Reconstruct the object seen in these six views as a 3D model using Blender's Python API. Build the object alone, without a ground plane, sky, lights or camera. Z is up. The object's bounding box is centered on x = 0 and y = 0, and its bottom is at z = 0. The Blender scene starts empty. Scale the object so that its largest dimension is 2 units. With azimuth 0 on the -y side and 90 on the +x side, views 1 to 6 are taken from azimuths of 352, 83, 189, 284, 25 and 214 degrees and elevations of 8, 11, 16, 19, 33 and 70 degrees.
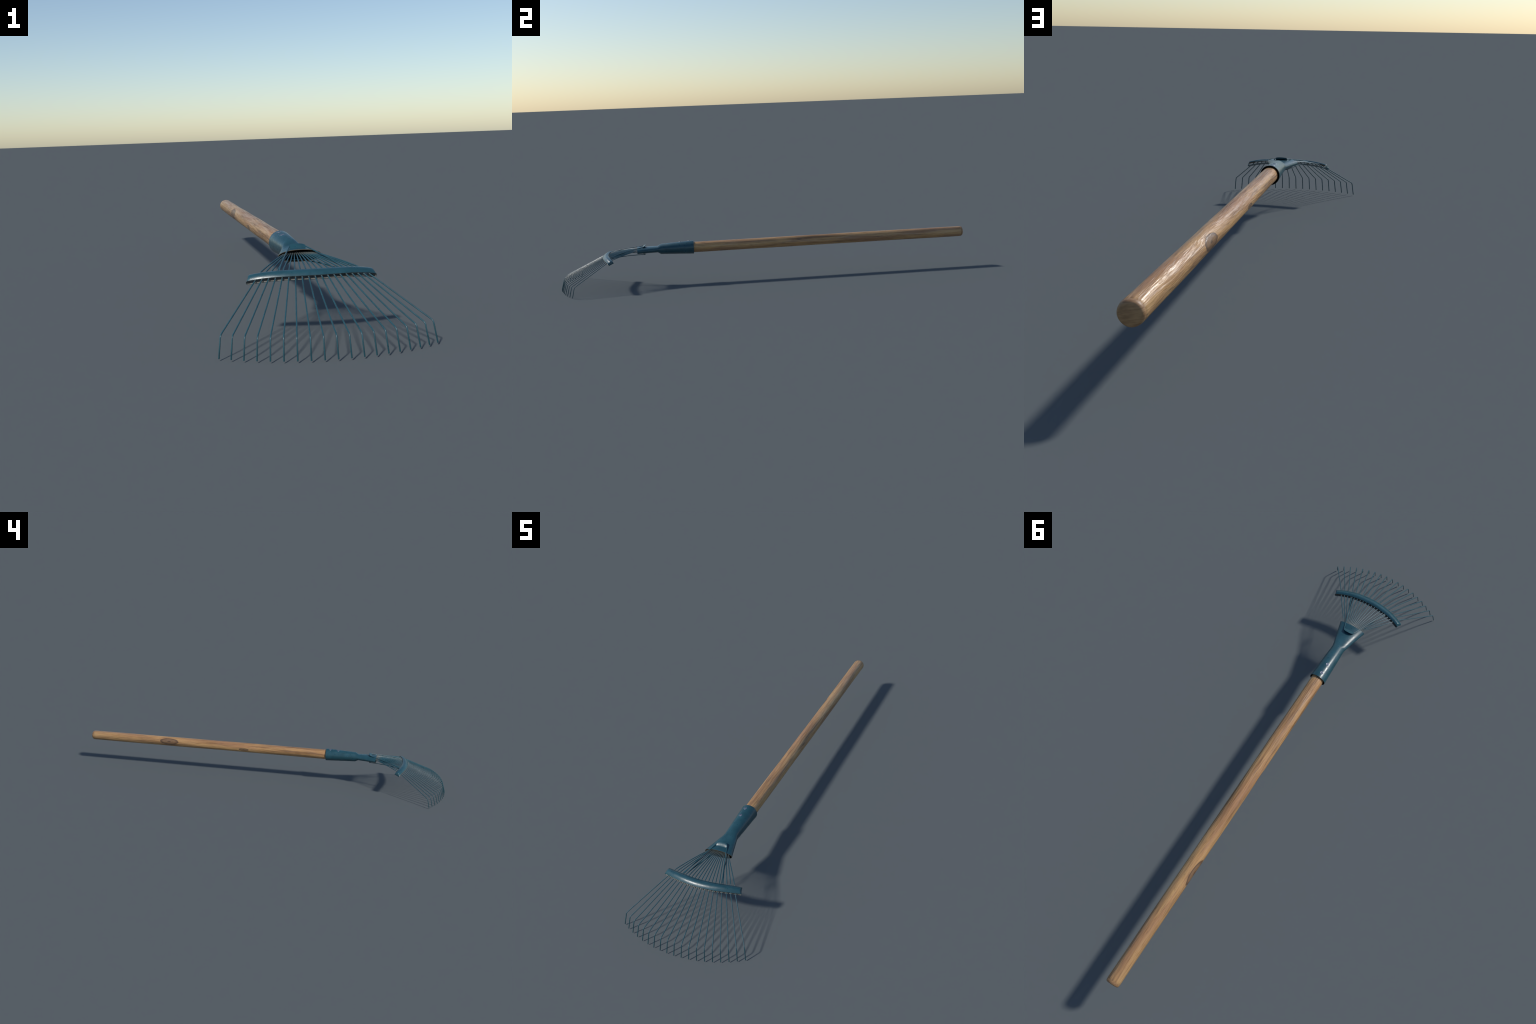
"""A wire leaf rake lying on its tine tips: wooden handle, painted steel socket,
fan of nineteen sprung tines threaded through a curved brace bar, two stay wires."""
import bpy
import math
import random
from mathutils import Vector

random.seed(7)

# ----------------------------------------------------------------------------
# overall measures (metres; handle runs along +y, tines point to -y)
# ----------------------------------------------------------------------------
AXIS_Z = 0.1625            # height of the handle axis
WOOD_R = 0.0254            # handle radius
TINES = 19
WIRE_R = 0.00165
FAN = math.radians(3.65)   # angle between neighbouring tine tips
TIP_RADIUS = 0.4355        # arc on which the tine tips stand
TIP_CENTRE_Y = -0.5629


# ----------------------------------------------------------------------------
# small helpers
# ----------------------------------------------------------------------------
def lerp(a, b, t):
    return a + (b - a) * t


def smooth(t):
    t = max(0.0, min(1.0, t))
    return t * t * (3 - 2 * t)


def make_object(name, verts, faces, mats, parent, face_mats=None, smooth_faces=True, sharp_angle=40):
    me = bpy.data.meshes.new(name)
    me.from_pydata([tuple(v) for v in verts], [], faces)
    for m in mats:
        me.materials.append(m)
    if face_mats:
        for poly, k in zip(me.polygons, face_mats):
            poly.material_index = k
    me.validate()
    me.update()
    if smooth_faces:
        me.shade_smooth()
        me.set_sharp_from_angle(angle=math.radians(sharp_angle))
    ob = bpy.data.objects.new(name, me)
    bpy.context.scene.collection.objects.link(ob)
    ob.parent = parent
    return ob


def grid_faces(rows, cols, closed_cols=True, flip=False, base=0):
    out = []
    for i in range(rows - 1):
        for j in range(cols if closed_cols else cols - 1):
            k = (j + 1) % cols
            f = (base + i * cols + j, base + i * cols + k, base + (i + 1) * cols + k, base + (i + 1) * cols + j)
            out.append(f[::-1] if flip else f)
    return out


def catmull(points, per=8):
    """Centripetal-ish smooth curve through the points."""
    pts = [Vector(p) for p in points]
    pts = [2 * pts[0] - pts[1]] + pts + [2 * pts[-1] - pts[-2]]
    out = []
    for i in range(1, len(pts) - 2):
        p0, p1, p2, p3 = pts[i - 1], pts[i], pts[i + 1], pts[i + 2]
        span = (p2 - p1).length
        m1 = (p2 - p0) / max((p2 - p1).length + (p1 - p0).length, 1e-9) * span
        m2 = (p3 - p1) / max((p3 - p2).length + (p2 - p1).length, 1e-9) * span
        for k in range(per):
            t = k / per
            t2, t3 = t * t, t * t * t
            out.append((2 * t3 - 3 * t2 + 1) * p1 + (t3 - 2 * t2 + t) * m1 + (-2 * t3 + 3 * t2) * p2 + (t3 - t2) * m2)
    out.append(pts[-2].copy())
    return out


def fillet(a, corner, b, radius, steps=8):
    """Round a wire corner with an arc of the given radius."""
    a, corner, b = Vector(a), Vector(corner), Vector(b)
    u, w = (a - corner).normalized(), (b - corner).normalized()
    half = u.angle(w) / 2
    cut = radius / math.tan(half)
    centre = corner + (u + w).normalized() * (radius / math.sin(half))
    s, e = corner + u * cut - centre, corner + w * cut - centre
    full = s.angle(e)
    out = []
    for k in range(steps + 1):
        t = k / steps
        out.append(centre + (s * math.sin((1 - t) * full) + e * math.sin(t * full)) / math.sin(full))
    return out


def tube(path, radius, sides=10, bevel=0.0003):
    """Round wire along a path, with slightly eased flat ends."""
    pts = [Vector(p) for p in path]
    n = len(pts)
    tangents = [(pts[min(i + 1, n - 1)] - pts[max(i - 1, 0)]).normalized() for i in range(n)]
    side = tangents[0].cross(Vector((0, 0, 1)))
    if side.length < 1e-4:
        side = Vector((1, 0, 0))
    side.normalize()
    rings = []
    for i in range(n):
        side = (side - tangents[i] * side.dot(tangents[i])).normalized()
        up = tangents[i].cross(side)
        rings.append((pts[i], side.copy(), up))
    verts = []

    def ring(c, s, u, r):
        for j in range(sides):
            a = math.tau * j / sides
            verts.append(c + (s * math.cos(a) + u * math.sin(a)) * r)

    ring(rings[0][0], rings[0][1], rings[0][2], radius - bevel)
    for i, (c, s, u) in enumerate(rings):
        if i == 0:
            c = c + tangents[0] * bevel
        if i == n - 1:
            c = c - tangents[-1] * bevel
        ring(c, s, u, radius)
    ring(rings[-1][0], rings[-1][1], rings[-1][2], radius - bevel)
    rows = n + 2
    faces = grid_faces(rows, sides)
    faces.append(tuple(reversed(range(sides))))
    faces.append(tuple((rows - 1) * sides + j for j in range(sides)))
    return verts, faces


# ----------------------------------------------------------------------------
# node building
# ----------------------------------------------------------------------------
class Nodes:
    def __init__(self, name):
        self.mat = bpy.data.materials.new(name)
        self.mat.use_nodes = True
        self.tree = self.mat.node_tree
        self.shader = self.tree.nodes["Principled BSDF"]

    def add(self, kind, **props):
        n = self.tree.nodes.new(kind)
        for k, v in props.items():
            setattr(n, k, v)
        return n

    def put(self, socket, value):
        if isinstance(value, bpy.types.NodeSocket):
            self.tree.links.new(value, socket)
        elif value is not None:
            socket.default_value = value

    def math(self, op, a, b=None, c=None, clamp=False):
        n = self.add("ShaderNodeMath", operation=op, use_clamp=clamp)
        for s, v in zip(n.inputs, (a, b, c)):
            self.put(s, v)
        return n.outputs[0]

    def vec(self, op, a, b=None, scale=None):
        n = self.add("ShaderNodeVectorMath", operation=op)
        self.put(n.inputs[0], a)
        if b is not None:
            self.put(n.inputs[1], b)
        if scale is not None:
            self.put(n.inputs["Scale"], scale)
        return n.outputs["Value"] if op in ("DOT_PRODUCT", "LENGTH") else n.outputs["Vector"]

    def noise(self, vector, scale=1.0, detail=3.0, rough=0.5, distortion=0.0):
        n = self.add("ShaderNodeTexNoise")
        self.put(n.inputs["Vector"], vector)
        n.inputs["Scale"].default_value = scale
        n.inputs["Detail"].default_value = detail
        n.inputs["Roughness"].default_value = rough
        n.inputs["Distortion"].default_value = distortion
        return n.outputs["Fac"]

    def ramp(self, fac, stops, mode="LINEAR"):
        n = self.add("ShaderNodeValToRGB")
        n.color_ramp.interpolation = mode
        el = n.color_ramp.elements
        while len(el) < len(stops):
            el.new(0.5)
        for e, (pos, col) in zip(el, stops):
            e.position = pos
            e.color = (*col, 1) if isinstance(col, tuple) else (col, col, col, 1)
        self.put(n.inputs[0], fac)
        return n.outputs[0]

    def mix(self, fac, a, b, blend="MIX"):
        n = self.add("ShaderNodeMix", data_type="RGBA", blend_type=blend)
        self.put(n.inputs[0], fac)
        self.put(n.inputs[6], (*a, 1) if isinstance(a, tuple) else a)
        self.put(n.inputs[7], (*b, 1) if isinstance(b, tuple) else b)
        return n.outputs[2]

    def range(self, v, lo, hi, to_lo=0.0, to_hi=1.0, kind="SMOOTHSTEP"):
        n = self.add("ShaderNodeMapRange", interpolation_type=kind)
        for s, x in zip(n.inputs, (v, lo, hi, to_lo, to_hi)):
            self.put(s, x)
        return n.outputs[0]

    def bump(self, height, strength, distance, normal=None):
        n = self.add("ShaderNodeBump")
        n.inputs["Strength"].default_value = strength
        n.inputs["Distance"].default_value = distance
        self.put(n.inputs["Height"], height)
        if normal is not None:
            self.put(n.inputs["Normal"], normal)
        return n.outputs[0]


def paint_material(name, tint=(0.0158, 0.066, 0.088), wire=False, worn=0.0):
    """Teal enamel over sheet steel: faint mottling, dark specks, orange peel."""
    g = Nodes(name)
    co = g.add("ShaderNodeTexCoord").outputs["Object"]
    cloud = g.noise(co, 38, 4, 0.6)
    dark = tuple(c * 0.80 for c in tint)
    light = tuple(c * 1.16 + 0.002 for c in tint)
    colour = g.ramp(cloud, [(0.30, dark), (0.52, tint), (0.74, light)])
    specks = g.range(g.noise(co, 420, 2, 0.5), 0.68, 0.76)
    colour = g.mix(g.math("MULTIPLY", specks, 0.0 if wire else 0.55), colour, tuple(c * 0.35 for c in tint))
    chips = g.range(g.noise(co, 260, 3, 0.55), 0.765, 0.80)
    colour = g.mix(g.math("MULTIPLY", chips, 0.25), colour, (0.22, 0.24, 0.25))
    if wire:
        # bare, brownish steel where the wires leave the socket, paler grey inside the brace bar
        sep = g.add("ShaderNodeSeparateXYZ")
        g.put(sep.inputs[0], co)
        bare = g.math("MULTIPLY", g.range(sep.outputs[1], -0.660, -0.630), worn)
        colour = g.mix(bare, colour, (0.190, 0.160, 0.120))
        out = g.vec("LENGTH", g.vec("MULTIPLY", g.vec("ADD", co, (0.0, 0.45, 0.0)), (1.0, 1.0, 0.0)))
        grey_zone = g.math("MULTIPLY", g.range(out, 0.312, 0.322), g.range(out, 0.356, 0.346))
        colour = g.mix(g.math("MULTIPLY", grey_zone, 0.40), colour, (0.20, 0.19, 0.16))
    g.put(g.shader.inputs["Base Color"], colour)
    g.put(g.shader.inputs["Roughness"], g.range(g.noise(co, 90, 3), 0.3, 0.7, 0.26, 0.40, "LINEAR"))
    g.shader.inputs["Specular IOR Level"].default_value = 0.55
    g.shader.inputs["Metallic"].default_value = 0.0
    peel = g.noise(co, 330, 3, 0.6)
    g.put(g.shader.inputs["Normal"], g.bump(peel, 0.16, 0.0012))
    return g.mat


def bare_metal_material(name, base=(0.13, 0.12, 0.10), metallic=0.45, rough=0.5):
    g = Nodes(name)
    co = g.add("ShaderNodeTexCoord").outputs["Object"]
    n = g.noise(co, 120, 4, 0.6)
    colour = g.ramp(n, [(0.3, tuple(c * 0.6 for c in base)), (0.7, tuple(c * 1.3 for c in base))])
    g.put(g.shader.inputs["Base Color"], colour)
    g.shader.inputs["Metallic"].default_value = metallic
    g.shader.inputs["Roughness"].default_value = rough
    g.put(g.shader.inputs["Normal"], g.bump(g.noise(co, 420, 2), 0.12, 0.001))
    return g.mat


# knots: (y, angle from straight up towards +x, half length, half width)
KNOTS = [(0.530, -77.0, 0.052, 0.0165), (0.096, -102.0, 0.027, 0.0072), (0.159, 63.0, 0.010, 0.0032),
         (-0.215, 150.0, 0.020, 0.006)]


def wood_material(name, end_grain=False):
    g = Nodes(name)
    co = g.add("ShaderNodeTexCoord").outputs["Object"]
    p = g.vec("SUBTRACT", co, (0.0, 0.0, AXIS_Z))
    sep = g.add("ShaderNodeSeparateXYZ")
    g.put(sep.inputs[0], p)
    y = sep.outputs[1]
    look = p
    knot_fields = []
    for ky, deg, ka, kb in KNOTS:
        a = math.radians(deg)
        normal, tangent = (math.sin(a), 0, math.cos(a)), (math.cos(a), 0, -math.sin(a))
        dy = g.math("DIVIDE", g.math("SUBTRACT", y, ky), ka)
        t = g.vec("DOT_PRODUCT", p, tangent)
        dt = g.math("DIVIDE", t, kb)
        facing = g.range(g.vec("DOT_PRODUCT", p, normal), 0.0, 0.006)
        d2 = g.math("ADD", g.math("MULTIPLY", dy, dy), g.math("MULTIPLY", dt, dt))
        d = g.math("SQRT", d2)
        # the grain flows round the knot
        pull = g.math("MULTIPLY", g.math("EXPONENT", g.math("MULTIPLY", d2, -0.45)), facing)
        shift = g.vec("SCALE", tangent, scale=g.math("MULTIPLY", g.math("MULTIPLY", t, pull), -0.85))
        look = g.vec("ADD", look, shift)
        knot_fields.append((d, facing, dy))
    # slow drift so the streaks are not ruler-straight
    wob = g.add("ShaderNodeTexNoise")
    g.put(wob.inputs["Vector"], g.vec("MULTIPLY", p, (20.0, 4.5, 20.0)))
    wob.inputs["Scale"].default_value = 1.0
    wob.inputs["Detail"].default_value = 2.0
    drift = g.vec("MULTIPLY", g.vec("SUBTRACT", wob.outputs["Color"], (0.5, 0.5, 0.5)), (0.016, 0.0, 0.016))
    look = g.vec("ADD", look, drift)
    broad = g.noise(g.vec("MULTIPLY", look, (52.0, 2.6, 52.0)), 1.0, 3, 0.5)
    fine = g.noise(g.vec("MULTIPLY", look, (210.0, 8.0, 210.0)), 1.0, 4, 0.6)
    hair = g.noise(g.vec("MULTIPLY", look, (520.0, 17.0, 520.0)), 1.0, 3, 0.6)
    red = g.noise(g.vec("ADD", g.vec("MULTIPLY", look, (34.0, 3.4, 34.0)), (3.1, 7.7, 1.3)), 1.0, 3, 0.55)

    grain = g.math("ADD", g.math("MULTIPLY", broad, 0.55), g.math("MULTIPLY", fine, 0.45))
    colour = g.ramp(grain, [(0.33, (0.168, 0.084, 0.037)), (0.42, (0.325, 0.174, 0.075)),
                            (0.51, (0.482, 0.270, 0.113)), (0.66, (0.572, 0.345, 0.152))])
    colour = g.mix(g.math("MULTIPLY", g.range(red, 0.47, 0.66), 0.70), colour, (0.405, 0.208, 0.102))
    grey = g.noise(g.vec("ADD", g.vec("MULTIPLY", look, (44.0, 5.0, 44.0)), (9.1, 2.7, 5.3)), 1.0, 3, 0.55)
    colour = g.mix(g.math("MULTIPLY", g.range(grey, 0.56, 0.72), 0.45), colour, (0.190, 0.112, 0.066))
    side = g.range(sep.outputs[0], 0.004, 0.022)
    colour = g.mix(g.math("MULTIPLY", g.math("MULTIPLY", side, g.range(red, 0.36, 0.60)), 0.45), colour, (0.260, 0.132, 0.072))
    pores = g.range(hair, 0.57, 0.70)
    colour = g.mix(g.math("MULTIPLY", pores, 0.62), colour, (0.105, 0.056, 0.030))
    height = g.math("ADD", g.math("MULTIPLY", fine, 0.75), g.math("MULTIPLY", hair, 0.25))
    height = g.math("SUBTRACT", height, g.math("MULTIPLY", pores, 0.25))

    for k, (d, facing, dy) in enumerate(knot_fields):
        jag = g.math("ADD", d, g.math("MULTIPLY", g.math("SUBTRACT", g.math("ADD", g.math("MULTIPLY", fine, 0.5), g.math("MULTIPLY", red, 0.5)), 0.5), 0.75))
        inside = g.math("MULTIPLY", g.range(jag, 1.02, 0.90), facing)
        rim = g.math("MULTIPLY", g.math("MULTIPLY", g.range(jag, 0.70, 0.92), g.range(jag, 1.10, 0.96)), facing)
        rings = g.math("ADD", g.math("MULTIPLY", g.math("SINE", g.math("MULTIPLY", jag, 19.0)), 0.5), 0.5)
        heart = g.math("MULTIPLY", g.range(jag, 0.32, 0.05), facing)
        body = g.mix(g.math("MULTIPLY", rings, 0.6), (0.215, 0.125, 0.070), (0.150, 0.086, 0.050))
        colour = g.mix(g.math("MULTIPLY", inside, 0.85), colour, body)
        colour = g.mix(g.math("MULTIPLY", rim, 0.75), colour, (0.085, 0.050, 0.035))
        colour = g.mix(g.math("MULTIPLY", heart, 0.8), colour, (0.090, 0.050, 0.032))
        height = g.math("SUBTRACT", height, g.math("MULTIPLY", rim, 0.25))

    rough = g.range(fine, 0.34, 0.66, 0.50, 0.30, "LINEAR")
    g.put(g.shader.inputs["Base Color"], colour)
    g.put(g.shader.inputs["Roughness"], rough)
    # broken, glossy streaks along the grain
    gloss = g.noise(g.vec("MULTIPLY", look, (260.0, 11.0, 260.0)), 1.0, 3, 0.6)
    g.put(g.shader.inputs["Specular IOR Level"], g.range(gloss, 0.40, 0.62, 0.30, 0.80))
    ripple = g.noise(g.vec("MULTIPLY", look, (190.0, 13.0, 190.0)), 1.0, 2, 0.5)
    slow = g.noise(g.vec("MULTIPLY", look, (60.0, 7.0, 60.0)), 1.0, 2, 0.5)
    n1 = g.bump(slow, 0.35, 0.006, g.bump(ripple, 0.6, 0.0024))
    g.put(g.shader.inputs["Normal"], g.bump(height, 0.45, 0.0022, n1))
    return g.mat


def end_wood_material(name):
    """The sawn, rounded butt: same browns, fine cross streaks."""
    g = Nodes(name)
    co = g.add("ShaderNodeTexCoord").outputs["Object"]
    p = g.vec("SUBTRACT", co, (0.0, 0.0, AXIS_Z))
    tilt = g.add("ShaderNodeMapping")
    g.put(tilt.inputs["Vector"], p)
    tilt.inputs["Rotation"].default_value = (0.0, math.radians(-8), 0.0)
    streak = g.noise(g.vec("MULTIPLY", tilt.outputs[0], (38.0, 60.0, 330.0)), 1.0, 4, 0.6, 0.3)
    patch = g.noise(p, 42, 3, 0.5)
    tone = g.math("ADD", g.math("MULTIPLY", streak, 0.6), g.math("MULTIPLY", patch, 0.4))
    colour = g.ramp(tone, [(0.34, (0.200, 0.104, 0.047)), (0.50, (0.320, 0.178, 0.080)), (0.66, (0.43, 0.250, 0.115))])
    g.put(g.shader.inputs["Base Color"], colour)
    g.shader.inputs["Roughness"].default_value = 0.48
    g.put(g.shader.inputs["Normal"], g.bump(streak, 0.25, 0.001))
    return g.mat


PAINT = paint_material("teal_enamel")
WIRE_PAINT = paint_material("teal_wire_enamel", (0.0185, 0.074, 0.096), True, 0.48)  # base colour raised to carry the sheen along the tines
STAY_PAINT = paint_material("teal_stay_enamel", (0.0175, 0.071, 0.093), True)
INNER = bare_metal_material("inner_steel_painted_shadow", (0.030, 0.029, 0.027), 0.2, 0.6)  # near-black base holds the deep shadow inside the socket
BAR_INNER = bare_metal_material("inner_steel_sunlit_tint", (0.27, 0.265, 0.24), 0.25, 0.42)  # lightened for the sunlight falling through the front of the slot
EDGE = bare_metal_material("worn_sheet_edge", (0.115, 0.095, 0.066), 0.2, 0.55)
BAR_EDGE = bare_metal_material("half_painted_edge", (0.060, 0.090, 0.092), 0.1, 0.5)
SCREW = bare_metal_material("blued_screw", (0.090, 0.108, 0.165), 0.3, 0.42)
SCREW_RIM = bare_metal_material("screw_rim_painted_glint", (0.24, 0.26, 0.30), 0.6, 0.34)  # paler than the head: specular arcs drawn as a light grey ring
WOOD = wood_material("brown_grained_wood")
BUTT = end_wood_material("brown_end_wood")


# ----------------------------------------------------------------------------
# the rake
# ----------------------------------------------------------------------------
rake = bpy.data.objects.new("leaf_rake", None)
rake.empty_display_size = 0.1
bpy.context.scene.collection.objects.link(rake)
rake["label"] = "wire leaf rake with teal metal head and wooden handle"
rake["category"] = "leaf rake"


# --- handle: a turned pole, hidden end inside the socket -----------------------
def build_handle():
    sides = 64
    profile = [(-0.505, 0.0205), (-0.500, 0.0218), (-0.43, 0.0246), (-0.36, WOOD_R)]
    n = 140
    for i in range(1, n + 1):
        profile.append((lerp(-0.36, 0.9868, i / n), WOOD_R))
    groove = len(profile)
    profile += [(0.9876, WOOD_R - 0.00035), (0.9884, WOOD_R - 0.0003)]
    # rounded shoulder, then a nearly flat face
    for k in range(1, 9):
        a = math.pi / 2 * k / 8
        profile.append((0.9884 + 0.0106 * math.sin(a), WOOD_R - 0.0003 - 0.0062 * (1 - math.cos(a))))
    profile += [(0.9995, 0.0150), (0.9999, 0.0075)]
    verts, mats = [], []
    for y, r in profile:
        for j in range(sides):
            a = math.tau * j / sides
            # hand-shaved flats and swellings of a fraction of a millimetre
            w = 0.00022 * math.sin(3 * a + 5.1 * y) + 0.00018 * math.sin(5 * a - 9.0 * y + 1.3) + 0.00020 * math.sin(17 * y + 2 * a)
            rr = r + w * min(1.0, r / WOOD_R)
            for ky, deg, ka, kb in KNOTS[:2]:
                da = (a - math.radians(deg) + math.pi) % math.tau - math.pi
                d2 = ((y - ky) / ka) ** 2 + (da * WOOD_R / kb) ** 2
                rr -= 0.0005 * math.exp(-d2 * 1.2)
            verts.append((rr * math.sin(a), y, AXIS_Z + rr * math.cos(a)))
    rows = len(profile)
    faces = grid_faces(rows, sides, flip=True)
    mats = [1 if (f // sides) >= groove else 0 for f in range(len(faces))]
    verts.append((0, 1.0, AXIS_Z))
    tip = len(verts) - 1
    for j in range(sides):
        faces.append((tip, (rows - 1) * sides + j, (rows - 1) * sides + (j + 1) % sides))
        mats.append(1)
    faces.append(tuple(range(sides)))
    mats.append(0)
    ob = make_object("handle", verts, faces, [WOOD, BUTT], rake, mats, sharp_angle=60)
    fix_normals(ob)
    # the shading leans a little towards the rounded butt, more and more along the pole
    me = ob.data
    custom = [Vector(c.vector) for c in me.corner_normals]
    for p in me.polygons:
        if p.material_index or len(p.vertices) != 4:
            continue
        for li in p.loop_indices:
            y = me.vertices[me.loops[li].vertex_index].co.y
            lean = math.radians(lerp(1.5, 13.0, max(0.0, min(1.0, (y + 0.36) / 1.347))))
            n = custom[li]
            custom[li] = (n.normalized() + Vector((0, math.tan(lean), 0))).normalized()
    me.normals_split_custom_set(custom)
    return ob


# --- socket: round tube pressed flat into a flared mouth ------------------------
# y, half width, half height, roundness exponent
SOCKET = [(-0.3605, 0.0322, 0.0322, 2.0), (-0.5190, 0.0256, 0.0247, 2.0),
          (-0.5340, 0.0288, 0.0151, 2.15), (-0.6310, 0.0545, 0.0150, 2.15)]
SHEET = 0.0015


def socket_section(y):
    rows = SOCKET
    if y >= rows[0][0]:
        return rows[0][1:]
    if y <= rows[-1][0]:
        return rows[-1][1:]
    for i in range(len(rows) - 1):
        if rows[i][0] >= y >= rows[i + 1][0]:
            t = (rows[i][0] - y) / (rows[i][0] - rows[i + 1][0])
            return tuple(lerp(a, b, t) for a, b in zip(rows[i][1:], rows[i + 1][1:]))


def socket_point(y, a, inset=0.0):
    w, h, n = socket_section(y)
    c, s = math.cos(a), math.sin(a)
    x = math.copysign(abs(s) ** (2 / n), s) * (w - inset)
    z = math.copysign(abs(c) ** (2 / n), c) * (h - inset)
    return Vector((x, y, AXIS_Z + z))


def mouth_sag(x, y):
    """The mouth is slightly arched: its corners droop."""
    t = smooth((-0.55 - y) / 0.08)
    return -0.0006 * t * (x / 0.0545) ** 2


def socket_normal(i, a):
    """Surface direction of segment i (between ring i and i + 1) at angle a."""
    y = lerp(SOCKET[i][0], SOCKET[i + 1][0], 0.5)
    d = 0.002
    along = socket_point(y - d, a) - socket_point(y + d, a)
    round_ = socket_point(y, a + 0.02) - socket_point(y, a - 0.02)
    return round_.cross(along).normalized()


def build_socket():
    """Pressed tube; the shading flows softly from ring to ring over the shoulder."""
    sides = 72
    ys = []
    for i in range(len(SOCKET) - 1):
        p, q = SOCKET[i][0], SOCKET[i + 1][0]
        k = max(4, int(abs(q - p) / 0.006))
        ys += [(lerp(p, q, j / k), i, j / k) for j in range(k)]
    ys.append((SOCKET[-1][0], len(SOCKET) - 2, 1.0))
    n_seg = len(SOCKET) - 1
    ring_n = []
    for r in range(len(SOCKET)):
        row = []
        for j in range(sides):
            a = math.tau * (j + 0.5) / sides
            near = [socket_normal(i, a) for i in (r - 1, r) if 0 <= i < n_seg]
            row.append(sum(near, Vector()).normalized())
        ring_n.append(row)
    outer, inner, normals = [], [], []
    for y, i, t in ys:
        for j in range(sides):
            a = math.tau * (j + 0.5) / sides
            normals.append(ring_n[i][j].lerp(ring_n[i + 1][j], t).normalized())
            for store, inset in ((outer, 0.0), (inner, SHEET)):
                v = socket_point(y, a, inset)
                v.z += mouth_sag(v.x, y)
                store.append(v)
    rows = len(ys)
    verts = outer + inner
    m = rows * sides
    faces = grid_faces(rows, sides)
    mats = [0] * len(faces)
    n_outer = len(faces)
    f2 = grid_faces(rows, sides, flip=True, base=m)
    faces += f2
    mats += [1] * len(f2)
    for row, flip, mat in ((0, False, 1), (rows - 1, True, 2)):
        for j in range(sides):
            k = (j + 1) % sides
            f = (row * sides + j, m + row * sides + j, m + row * sides + k, row * sides + k)
            faces.append(f[::-1] if flip else f)
            mats.append(mat)
    ob = make_object("socket", verts, faces, [PAINT, INNER, EDGE], rake, mats, sharp_angle=180)
    fix_normals(ob)
    me = ob.data
    custom = [None] * len(me.loops)
    for p in me.polygons:
        flat_rim = p.material_index == 2 or p.index >= 2 * n_outer
        for li in p.loop_indices:
            v = me.loops[li].vertex_index
            if flat_rim:
                custom[li] = p.normal.copy()
            else:
                n = normals[v % m]
                custom[li] = n if p.index < n_outer else -n
            if custom[li].dot(p.normal) < 0:
                custom[li] = -custom[li]
    me.normals_split_custom_set(custom)
    return ob


# --- straps: tongues pressed out of the socket, curled back over the stay wire ---
def build_strap(parent, top):
    sign = 1 if top else -1
    n_x, half = 18, 0.0200
    surf = SOCKET[-1][2] + 0.0002
    # side profile (y, height above the axis): lies in the sheet, rises backwards over the wire
    prof = [(-0.6120, surf - 0.0026), (-0.6075, surf - 0.0004), (-0.6045, surf + 0.0014), (-0.6010, surf + 0.0042),
            (-0.5970, surf + 0.0073), (-0.5932, surf + 0.0092), (-0.5912, surf + 0.0096)]
    scale = 1.0 if top else 0.62
    thick = 0.0017
    outer, inner = [], []
    for k, (y, h) in enumerate(prof):
        t = k / (len(prof) - 1)
        y0, h0 = prof[max(0, k - 1)]
        y1, h1 = prof[min(len(prof) - 1, k + 1)]
        nrm = Vector((0, -(h1 - h0), (y1 - y0))).normalized()
        for j in range(n_x + 1):
            s = 2 * j / n_x - 1
            back = 0.0052 * t * abs(s) ** 3.2         # rounded rear corners
            x = s * half
            drop = 0.0016 * s * s + 0.0016 * t * s ** 6
            h_here = surf - 0.0002 + (h - surf) * scale - drop
            p = Vector((x, y - back, h_here))
            outer.append(Vector((p.x, p.y, AXIS_Z + sign * p.z)))
            q = p - nrm * thick
            inner.append(Vector((q.x, q.y, AXIS_Z + sign * q.z)))
    rows, cols = len(prof), n_x + 1
    m = rows * cols
    faces = grid_faces(rows, cols, closed_cols=False, flip=top)
    faces += grid_faces(rows, cols, closed_cols=False, flip=not top, base=m)

    def rim(ids):
        for a, b in zip(ids, ids[1:]):
            faces.append((a, b, m + b, m + a))
    loop = list(range(cols)) + [r * cols + cols - 1 for r in range(1, rows)] \
        + [(rows - 1) * cols + c for c in range(cols - 2, -1, -1)] + [r * cols for r in range(rows - 2, -1, -1)]
    rim(loop)
    ob = make_object("strap", outer + inner, faces, [PAINT], parent, sharp_angle=45)
    fix_normals(ob)
    return ob


def fix_normals(ob):
    import bmesh
    bm = bmesh.new()
    bm.from_mesh(ob.data)
    bmesh.ops.recalc_face_normals(bm, faces=bm.faces)
    bm.to_mesh(ob.data)
    bm.free()


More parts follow.
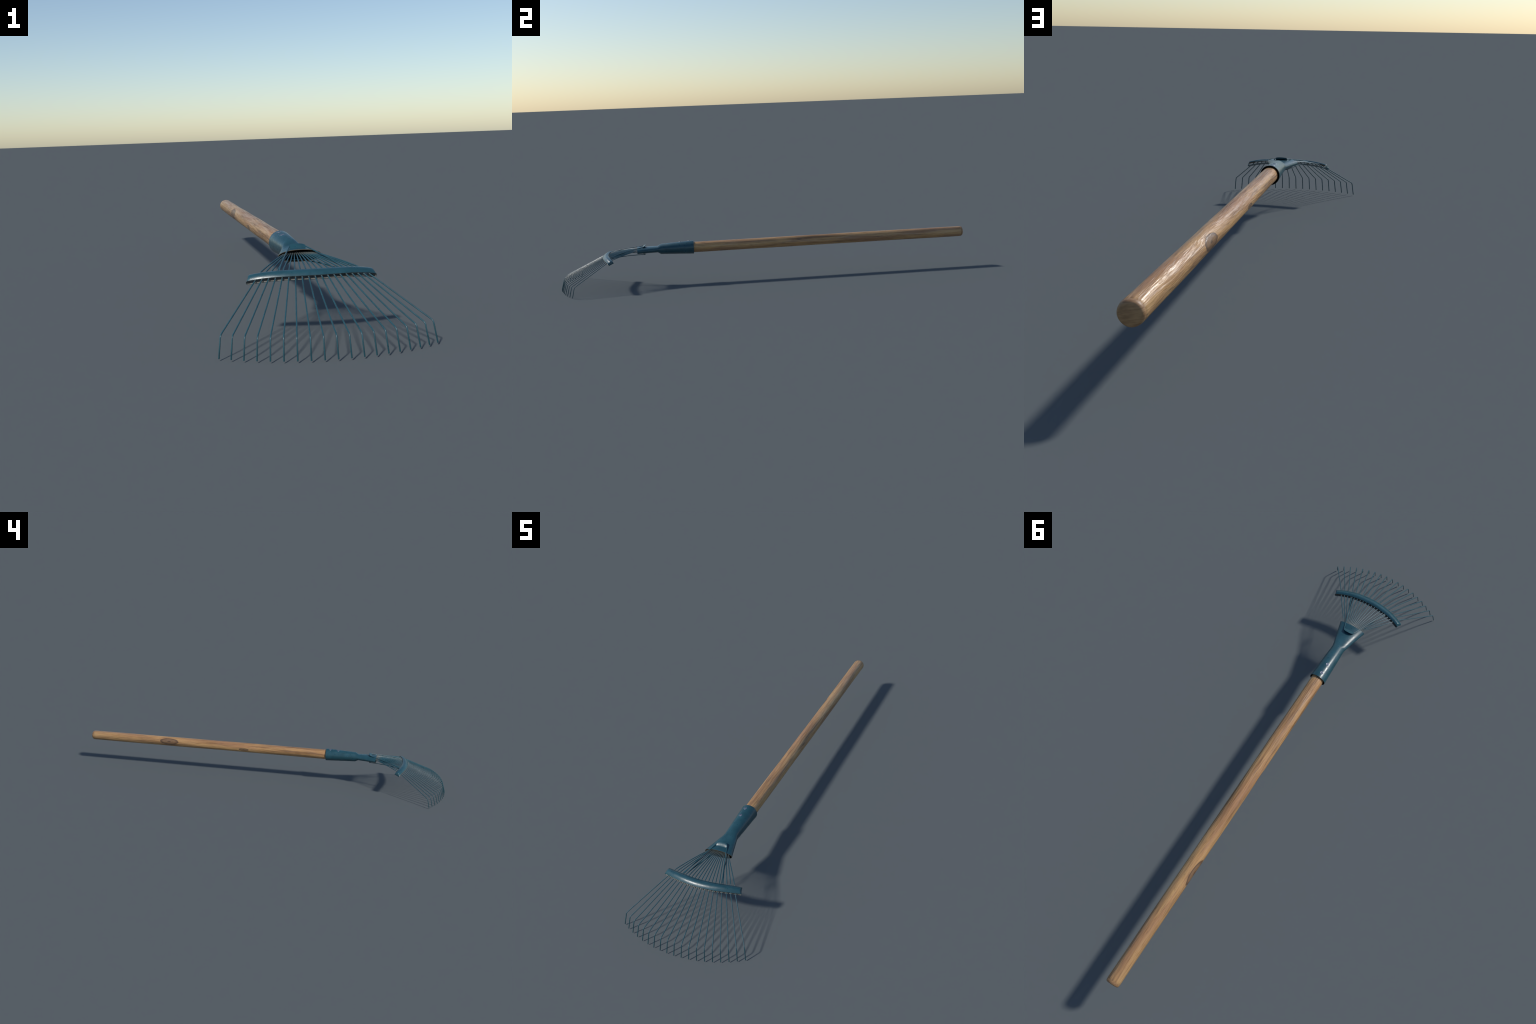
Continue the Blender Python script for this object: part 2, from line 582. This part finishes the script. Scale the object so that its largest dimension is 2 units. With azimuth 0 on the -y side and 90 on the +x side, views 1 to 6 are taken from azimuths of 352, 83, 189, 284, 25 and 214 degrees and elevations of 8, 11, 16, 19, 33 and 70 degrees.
# --- screws: two round-headed rivets on top of the socket -------------------------
def build_screws(parent):
    profile = [(0.0000, 0.0004), (0.0030, 0.0003), (0.0041, 0.0001), (0.0049, 0.0005), (0.0056, 0.0005), (0.0064, 0.0000), (0.0067, -0.0014)]
    sides = 24
    verts, faces = [(0, 0, profile[0][1])], []
    for r, h in profile[1:]:
        for j in range(sides):
            a = math.tau * j / sides
            verts.append((r * math.cos(a), r * math.sin(a), h))
    for j in range(sides):
        faces.append((0, 1 + j, 1 + (j + 1) % sides))
    faces += grid_faces(len(profile) - 1, sides, flip=True, base=1)
    mats = [0] * (3 * sides) + [1] * (len(faces) - 3 * sides)
    first = make_object("screw", verts, faces, [SCREW, SCREW_RIM], parent, mats, sharp_angle=60)
    fix_normals(first)
    out = []
    for k, y in enumerate((-0.3815, -0.4250)):
        ob = first if k == 0 else first.copy()
        if k:
            bpy.context.scene.collection.objects.link(ob)
            ob.parent = parent
        a = math.radians(-12)
        w, h, _ = socket_section(y)
        ob.location = (math.sin(a) * w, y, AXIS_Z + math.cos(a) * h)
        taper = math.atan2(0.0322 - 0.0247, 0.1585)
        ob.rotation_euler = (taper, a, 0)
        out.append(ob)
    return out


# --- brace bar: flattened ring of strip steel the tines pass through --------------
def bar_mid(s, v):
    """Centre of the slot; s -1..1 across, v 0 rear .. 1 front."""
    x = lerp(0.1452, 0.1526, v) * s
    y = lerp(-0.7675 + 0.0270 * s * s, -0.7965 + 0.0335 * s * s, v)
    sag = abs(s) ** 3.6 * 0.0110 - 0.0012
    z = lerp(0.1445, 0.1350, v) - sag
    return Vector((x, y, z))


def build_bar():
    half_h, strip = 0.0056, 0.0012
    n_s, n_end, n_v = 56, 12, 10
    # stadium outline in (s, up): flat runs and round ends
    outline = []
    end_len = half_h / 0.149
    flat = 1.0 - end_len
    for i in range(n_s):
        outline.append((lerp(-flat, flat, i / n_s), 1.0, 0.0))
    for i in range(n_end):
        a = math.pi * i / n_end
        outline.append((flat + end_len * math.sin(a), math.cos(a), 0.0))
    for i in range(n_s):
        outline.append((lerp(flat, -flat, i / n_s), -1.0, 0.0))
    for i in range(n_end):
        a = math.pi * i / n_end
        outline.append((-flat - end_len * math.sin(a), -math.cos(a), 0.0))
    cols = len(outline)

    def surface(inset, roll=1.0):
        out = []
        for i in range(n_v + 1):
            v = i / n_v
            belly = 1 - (2 * v - 1) ** 2
            arch = 1 - ((v - 0.40) / (0.60 if v > 0.40 else 0.40)) ** 2   # rolled over towards the front
            hh = half_h - inset
            for s, up, _ in outline:
                edge = max(0.0, (abs(s) - flat) / end_len)
                # barrel-shaped in the flat runs, a touch waisted at the ends
                ss = s * (1 - (inset / 0.149) * edge) * (1 - 0.010 * belly * edge)
                p = bar_mid(ss, v)
                swell = 0.0042 * roll * arch * (1 - 1.3 * edge) if up > 0 else -0.0004 * belly
                lift = up * (hh + swell)
                normal = Vector((0.25 * s, -0.32, 0.93)).normalized()
                out.append(p + normal * lift)
        return out

    outer, inner = surface(0.0), surface(strip)
    rows = n_v + 1
    m = rows * cols
    faces = grid_faces(rows, cols)
    mats = [0] * len(faces)
    f2 = grid_faces(rows, cols, flip=True, base=m)
    faces += f2
    mats += [1] * len(f2)
    for row in (0, rows - 1):
        for j in range(cols):
            k = (j + 1) % cols
            faces.append((row * cols + j, m + row * cols + j, m + row * cols + k, row * cols + k))
            mats.append(2)
    ob = make_object("brace_bar", outer + inner, faces, [PAINT, BAR_INNER, BAR_EDGE], rake, mats, sharp_angle=180)
    fix_normals(ob)
    # the strip shades rounder than it is, as a rolled strip with eased edges does
    rolled = surface(0.0, 1.9)
    soft = []
    for i in range(rows):
        for j in range(cols):
            along = rolled[min(i + 1, rows - 1) * cols + j] - rolled[max(i - 1, 0) * cols + j]
            round_ = rolled[i * cols + (j + 1) % cols] - rolled[i * cols + (j - 1) % cols]
            soft.append(along.cross(round_).normalized())
    me = ob.data
    custom = [None] * len(me.loops)
    for p in me.polygons:
        for li in p.loop_indices:
            v = me.loops[li].vertex_index
            n = p.normal.copy() if p.material_index == 2 else soft[v % m].copy()
            if n.dot(p.normal) < 0:
                n.negate()
            custom[li] = n
    me.normals_split_custom_set(custom)
    return ob


# --- tines -----------------------------------------------------------------------
def build_tine(k):
    a = FAN * k
    sgn = abs(k) / 9
    # unit spread in plan: straight rays from the socket
    tip = Vector((TIP_RADIUS * math.sin(a), TIP_CENTRE_Y - TIP_RADIUS * math.cos(a), 0.0))
    bend = Vector((0.4262 * math.sin(a * 0.9945), -0.5590 - 0.4262 * math.cos(a * 0.9945), 0.0475))
    s_front = k * 0.01468 / 0.1526
    front = bar_mid(s_front, 1.0) + Vector((0, 0, 0.0026))
    s_rear = k * 0.01335 / 0.1452
    rear = bar_mid(s_rear, 0.0) + Vector((0, 0, 0.0020))
    mouth = Vector((0.00487 * k, -0.634, 0.1674 - 0.0010 * sgn * sgn))
    root = Vector((0.00235 * k, -0.585, 0.1680 - 0.0006 * sgn * sgn))
    ahead = front + (bend - front) * 0.10
    path = catmull([root, mouth, lerp(mouth, rear, 0.55) + Vector((0, 0, 0.0022)), rear, front, ahead], 6)
    path += fillet(ahead, bend, tip, 0.013, 9)
    path.append(tip)
    # the cut end stands flat on the ground
    verts, faces = tube(path, WIRE_R, 10)
    low = min(v.z for v in verts)
    for v in verts:
        if v.z < 0.004:
            v.z -= low
    ob = make_object("tine", verts, faces, [WIRE_PAINT], rake, sharp_angle=50)
    fix_normals(ob)
    return ob


# --- stay wires: one staple above and one below, hooked under the straps -------------
def build_stay(top):
    pts = []
    if top:
        leg = [(0.0790, -0.7800, 0.1425), (0.0755, -0.7600, 0.1475), (0.0535, -0.6950, 0.1640), (0.0325, -0.6340, 0.1745)]
        eye = [(0.0208, -0.6010, 0.1803), (0.0165, -0.5965, 0.1808), (0.0080, -0.5950, 0.1820)]
    else:
        leg = [(0.0755, -0.7790, 0.1360), (0.0720, -0.7590, 0.1410), (0.0510, -0.6930, 0.1462), (0.0325, -0.6340, 0.1458)]
        eye = [(0.0208, -0.5985, 0.1440), (0.0165, -0.5955, 0.1440), (0.0080, -0.5945, 0.1432)]
    right = leg + eye
    left = [(-x, y, z) for x, y, z in reversed(right)]
    verts, faces = tube(catmull(right + left, 6), WIRE_R, 10)
    ob = make_object("stay_wire", verts, faces, [STAY_PAINT], rake, sharp_angle=50)
    fix_normals(ob)
    return ob


build_handle()
socket = build_socket()
build_strap(socket, True)
build_strap(socket, False)
build_screws(socket)
build_bar()
for k in range(-(TINES // 2), TINES // 2 + 1):
    build_tine(k)
build_stay(True)
build_stay(False)
